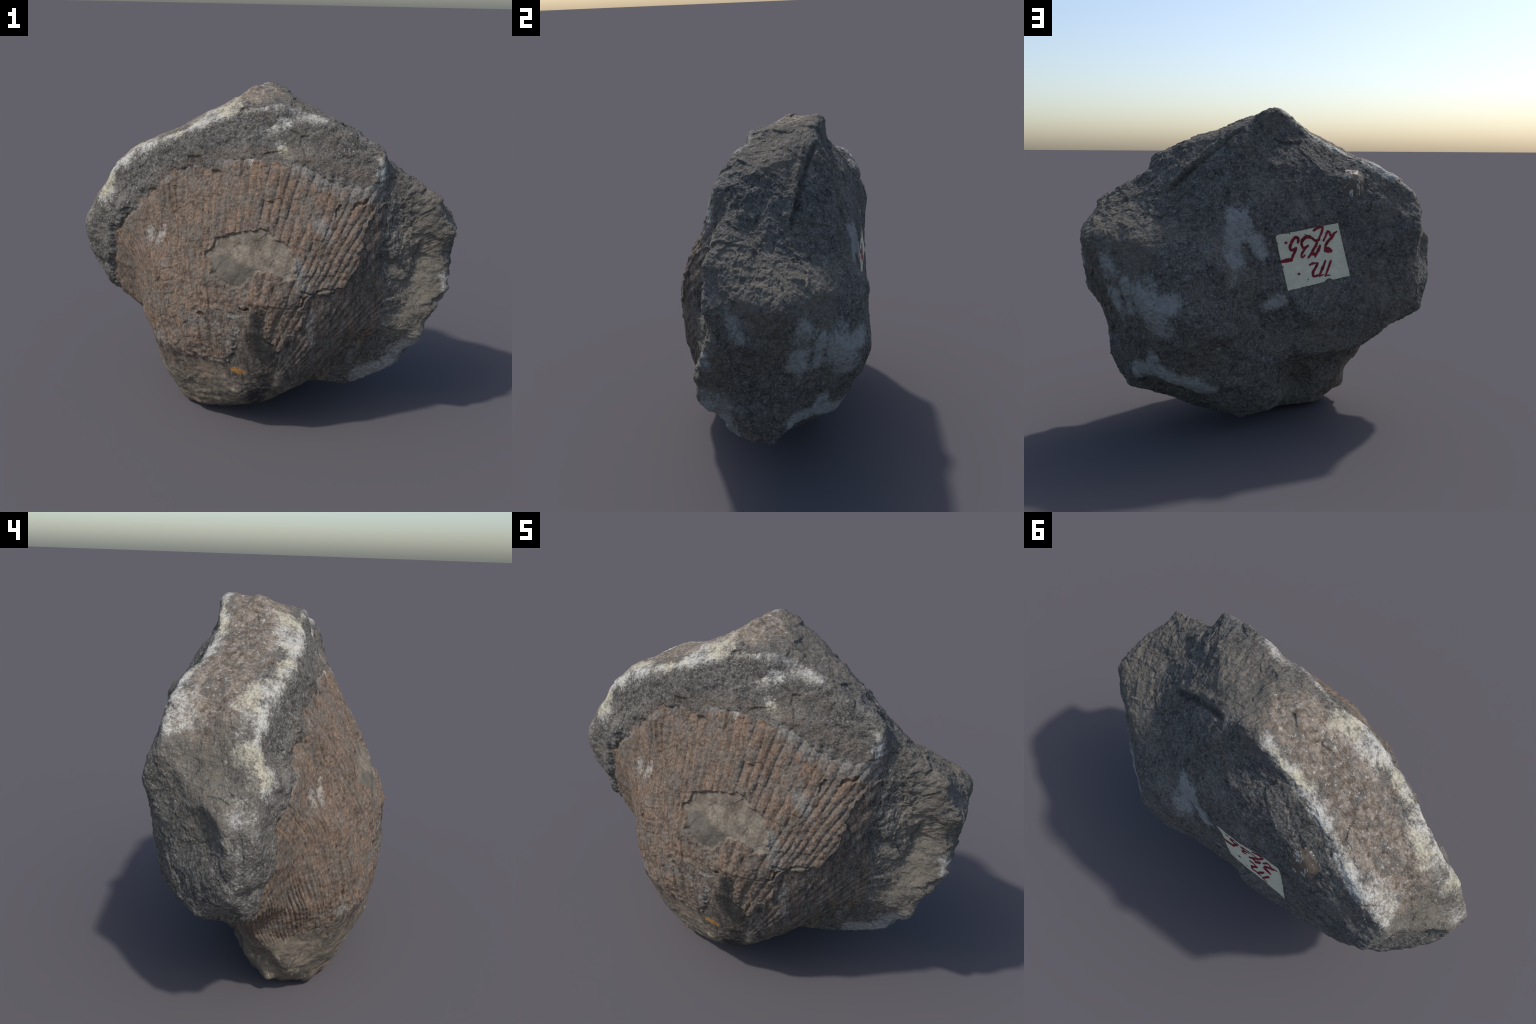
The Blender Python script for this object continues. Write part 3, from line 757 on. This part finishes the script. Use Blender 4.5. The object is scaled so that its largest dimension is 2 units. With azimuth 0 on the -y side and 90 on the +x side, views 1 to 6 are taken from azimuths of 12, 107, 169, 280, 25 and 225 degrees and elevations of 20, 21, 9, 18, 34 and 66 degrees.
STONE_DARK, STONE_MID, STONE_PALE, STONE_FLECK, STONE_PIT = (.062, .058, .052), (.128, .120, .107), (.225, .212, .19), (.38, .365, .335), (.020, .020, .020)
ROOF_BROWN, ROOF_PALE, TORN_TAN = (.118, .086, .061), (.30, .25, .20), (.195, .168, .13)
CHALK_WHITE, CHALK_CREAM, LIME_GREY = (.57, .55, .495), (.55, .51, .385), (.36, .36, .345)
CRUST_DARK, CRUST_BROWN, CRUST_RED = (.078, .056, .042), (.192, .140, .103), (.198, .131, .089)
CRUST_GREY, CRUST_PALE, CRUST_PIT = (.130, .115, .098), (.37, .30, .235), (.028, .022, .018)
CORE_DARK, CORE_MID = (.052, .043, .036), (.140, .115, .092)
BARE_GREY, BARE_PALE, BARE_DARK, BEAK_TAN = (.124, .102, .078), (.225, .198, .156), (.080, .074, .064), (.165, .137, .103)
TAR_BLACK, OCHRE = (.016, .017, .018), (.36, .18, .045)
PAPER_A, PAPER_B = (.56, .52, .385), (.65, .605, .455)


# ------------------------------------------------------------------ parts ---
def mesh_from_arrays(name, v, f):
    me = bpy.data.meshes.new(name)
    me.vertices.add(len(v))
    me.vertices.foreach_set("co", np.asarray(v, np.float32).ravel())
    me.loops.add(f.size)
    me.loops.foreach_set("vertex_index", np.asarray(f, np.int32).ravel())
    me.polygons.add(len(f))
    me.polygons.foreach_set("loop_start", np.arange(0, f.size, f.shape[1], dtype=np.int32))
    me.polygons.foreach_set("use_smooth", np.ones(len(f), bool))
    me.update(calc_edges=True)
    return me


def add_part(name, me, mat, parent):
    ob = bpy.data.objects.new(name, me)
    if mat:
        me.materials.append(mat)
    bpy.context.collection.objects.link(ob)
    ob.parent = parent
    return ob


# The label: its corners on the back (viewed from behind: upper left, upper right, lower right, lower left).
LABEL = [(.014, 1.075), (-.321, 1.125), (-.385, .854), (-.054, .792)]
# Pen strokes in label coordinates (across, down) as seen with the label hanging upside down.
PEN = [  # points, width
    ([(0.715, 0.266), (0.764, 0.191), (0.804, 0.123), (0.836, 0.131), (0.843, 0.196), (0.884, 0.19), (0.946, 0.15)], 0.037),
    ([(0.901, 0.171), (0.862, 0.232), (0.791, 0.285), (0.737, 0.35), (0.709, 0.422)], 0.044),
    ([(0.724, 0.449), (0.757, 0.447), (0.783, 0.465)], 0.094),
    ([(0.594, 0.044), (0.674, 0.012), (0.753, 0.015)], 0.037),
    ([(0.753, 0.015), (0.714, 0.108), (0.66, 0.197), (0.648, 0.233)], 0.034),
    ([(0.366, 0.271), (0.374, 0.203), (0.426, 0.146), (0.489, 0.134), (0.546, 0.176), (0.588, 0.231), (0.649, 0.23)], 0.050),
    ([(0.616, 0.257), (0.582, 0.326), (0.538, 0.377), (0.49, 0.443), (0.43, 0.506)], 0.043),
    ([(0.645, 0.342), (0.603, 0.418), (0.557, 0.476), (0.535, 0.517)], 0.044),
    ([(0.489, 0.451), (0.556, 0.479)], 0.055),
    ([(0.367, 0.256), (0.377, 0.313), (0.409, 0.321), (0.461, 0.295)], 0.042),
    ([(0.461, 0.295), (0.396, 0.349), (0.352, 0.4), (0.326, 0.447), (0.334, 0.484), (0.381, 0.454)], 0.034),
    ([(0.315, 0.197), (0.332, 0.147), (0.309, 0.102), (0.256, 0.128), (0.207, 0.201), (0.18, 0.256), (0.19, 0.312), (0.231, 0.307), (0.268, 0.293)], 0.046),
    ([(0.268, 0.293), (0.233, 0.362), (0.193, 0.421), (0.159, 0.489)], 0.047),
    ([(0.161, 0.479), (0.095, 0.473), (0.014, 0.475)], 0.060),
    ([(0.133, 0.164), (0.14, 0.166)], 0.047),
    ([(0.219, 0.752), (0.226, 0.754)], 0.047),
    ([(0.759, 0.648), (0.711, 0.737), (0.657, 0.832), (0.616, 0.899)], 0.035),
    ([(0.672, 0.632), (0.618, 0.728), (0.558, 0.821), (0.53, 0.876)], 0.040),
    ([(0.421, 0.643), (0.478, 0.627), (0.542, 0.644)], 0.033),
    ([(0.548, 0.646), (0.491, 0.724), (0.447, 0.775), (0.434, 0.834), (0.449, 0.861), (0.511, 0.855)], 0.043),
    ([(0.546, 0.877), (0.596, 0.866)], 0.021),
    ([(0.632, 0.888), (0.695, 0.906)], 0.021),
]


def label_point(tree, s, t):
    (ax, az), (bx, bz), (cx, cz), (dx, dz) = LABEL
    x = (1 - t) * ((1 - s) * ax + s * bx) + t * ((1 - s) * dx + s * cx)
    z = (1 - t) * ((1 - s) * az + s * bz) + t * ((1 - s) * dz + s * cz)
    hit = tree.ray_cast(Vector((x, 1.0, z)), Vector((0, -1, 0)))[0]
    return x, hit.y if hit is not None else .40, z


def ease(t):
    return t * t * (3 - 2 * t)


def build_label(tree, parent):
    nu, nv = 37, 31
    S, T = np.meshgrid(np.linspace(0, 1, nu), np.linspace(0, 1, nv))
    Y = np.array([[label_point(tree, s, t)[1] for s, t in zip(a, b)] for a, b in zip(S, T)])
    Y0 = Y.copy()
    for _ in range(14):                                        # paper spans the hollows of the stone
        pad = np.pad(Y, 1, mode="edge")
        Y = np.maximum(Y * .999, (pad[:-2, 1:-1] + pad[2:, 1:-1] + pad[1:-1, :-2] + pad[1:-1, 2:]) / 4)
    Y = np.minimum(Y, Y0 + .007) + .0025

    def y_at(s, t):
        i, j = min(max(t, 0), 1) * (nv - 1), min(max(s, 0), 1) * (nu - 1)
        i0, j0 = min(int(i), nv - 2), min(int(j), nu - 2)
        fi, fj = i - i0, j - j0
        return (1 - fi) * ((1 - fj) * Y[i0, j0] + fj * Y[i0, j0 + 1]) + fi * ((1 - fj) * Y[i0 + 1, j0] + fj * Y[i0 + 1, j0 + 1])

    def place(s, t, lift):
        x, _, z = label_point(tree, s, t)
        return x, y_at(s, t) + lift, z

    bm = bmesh.new()
    rim = lambda k: .006 * math.sin(k * 1.7) * math.sin(k * .61)
    bite = lambda s, t: -.045 * t ** 6 * math.exp(-((s - .655) / .05) ** 4)        # torn bite on the lower edge
    front = [[bm.verts.new(place(s, t + (rim(j) if i in (0, nv - 1) else 0) * .5 + bite(s, t), .0015)) for j, s in enumerate(np.linspace(0, 1, nu))] for i, t in enumerate(np.linspace(0, 1, nv))]
    back = [[bm.verts.new((v.co.x, v.co.y - .004, v.co.z)) for v in r] for r in front]
    keep = [[True] * (nu - 1) for _ in range(nv - 1)]
    for i in range(nv - 1):
        for j in range(nu - 1):
            if not keep[i][j]:
                continue
            q, w = front, back
            bm.faces.new((q[i][j], q[i + 1][j], q[i + 1][j + 1], q[i][j + 1]))
            bm.faces.new((w[i][j], w[i][j + 1], w[i + 1][j + 1], w[i + 1][j]))
            for (i2, j2), (a, b) in (((i - 1, j), ((i, j), (i, j + 1))), ((i + 1, j), ((i + 1, j + 1), (i + 1, j))),
                                     ((i, j - 1), ((i + 1, j), (i, j))), ((i, j + 1), ((i, j + 1), (i + 1, j + 1)))):
                if not (0 <= i2 < nv - 1 and 0 <= j2 < nu - 1 and keep[i2][j2]):
                    bm.faces.new((q[a[0]][a[1]], q[b[0]][b[1]], w[b[0]][b[1]], w[a[0]][a[1]]))
    bmesh.ops.delete(bm, geom=[v for v in bm.verts if not v.link_faces], context="VERTS")
    bmesh.ops.recalc_face_normals(bm, faces=bm.faces)
    me = bpy.data.meshes.new("paper_label")
    bm.to_mesh(me)
    bm.free()
    label = add_part("paper_label", me, paper_material(), parent)

    # handwriting: each pen stroke a thin raised ribbon of red ink
    ink = ink_material()
    W, H = .339, .277
    rng = np.random.default_rng(5)
    for pts, width in PEN:
        p = [Vector((a * W, b * H)) for a, b in pts]
        if len(p) > 2:                                         # round the corners of the stroke
            q = []
            for k in range(len(p) - 1):
                p0, p1, p2, p3 = p[max(k - 1, 0)], p[k], p[k + 1], p[min(k + 2, len(p) - 1)]
                for t in np.linspace(0, 1, 7)[:-1]:
                    q.append(.5 * ((2 * p1) + (p2 - p0) * t + (2 * p0 - 5 * p1 + 4 * p2 - p3) * t * t + (3 * p1 - p0 - 3 * p2 + p3) * t ** 3))
            p = q + [p[-1]]
        else:
            p = [p[0].lerp(p[1], t) for t in np.linspace(0, 1, 8)]
        bm = bmesh.new()
        rows = []
        half = width * W * .5
        for k, c in enumerate(p):
            d = (p[min(k + 1, len(p) - 1)] - p[max(k - 1, 0)])
            d = d.normalized() if d.length > 0 else Vector((1, 0))
            nrm = Vector((-d.y, d.x))
            tt = k / (len(p) - 1)
            w = half * (.72 + .28 * math.sin(math.pi * min(1, tt * 1.1 + .05))) * (1 + .22 * rng.uniform(-1, 1))
            rows.append([c + nrm * w, c - nrm * w])
        d0, d1 = (p[1] - p[0]).normalized() * half * .8, (p[-1] - p[-2]).normalized() * half * .8
        rows.insert(0, [p[0] - d0 + (rows[0][0] - p[0]) * .45, p[0] - d0 + (rows[0][1] - p[0]) * .45])
        rows.append([p[-1] + d1 + (rows[-1][0] - p[-1]) * .45, p[-1] + d1 + (rows[-1][1] - p[-1]) * .45])
        top = [[bm.verts.new(place(c.x / W, c.y / H, .0030)) for c in r] for r in rows]
        low = [[bm.verts.new(place(c.x / W, c.y / H, .0010)) for c in r] for r in rows]
        for k in range(len(rows) - 1):
            bm.faces.new((top[k][0], top[k + 1][0], top[k + 1][1], top[k][1]))
            bm.faces.new((top[k][0], low[k][0], low[k + 1][0], top[k + 1][0]))
            bm.faces.new((top[k][1], top[k + 1][1], low[k + 1][1], low[k][1]))
        for k in (0, -1):
            bm.faces.new((top[k][0], top[k][1], low[k][1], low[k][0]))
        bmesh.ops.recalc_face_normals(bm, faces=bm.faces)
        m2 = bpy.data.meshes.new("ink_stroke")
        bm.to_mesh(m2)
        bm.free()
        add_part("ink_stroke", m2, ink, label)


root = bpy.data.objects.new("fossil_rock", None)
root["label"] = "ribbed brown fossil shell in dark grey rock"
root["category"] = "fossil"
bpy.context.collection.objects.link(root)

V, F, parts = build_body()
VN = vertex_normals(V, F)
looks = {"shell_crust": crust_material(), "shell_core": core_material(), "dark_nodule": nodule_material(), "stone_matrix": stone_material()}
for name, pick in parts.items():
    if not pick.any():
        continue
    used, local = np.unique(F[pick], return_inverse=True)
    me = mesh_from_arrays(name, V[used], local.reshape(-1, 3))
    me.normals_split_custom_set_from_vertices(VN[used].astype(np.float32).tolist())
    add_part(name, me, looks[name], root)

near = (V[F].mean(1)[:, 1] > .3)
uf, lf = np.unique(F[near], return_inverse=True)
back_tree = BVHTree.FromPolygons(V[uf].tolist(), lf.reshape(-1, 3).tolist(), all_triangles=True)
build_label(back_tree, root)
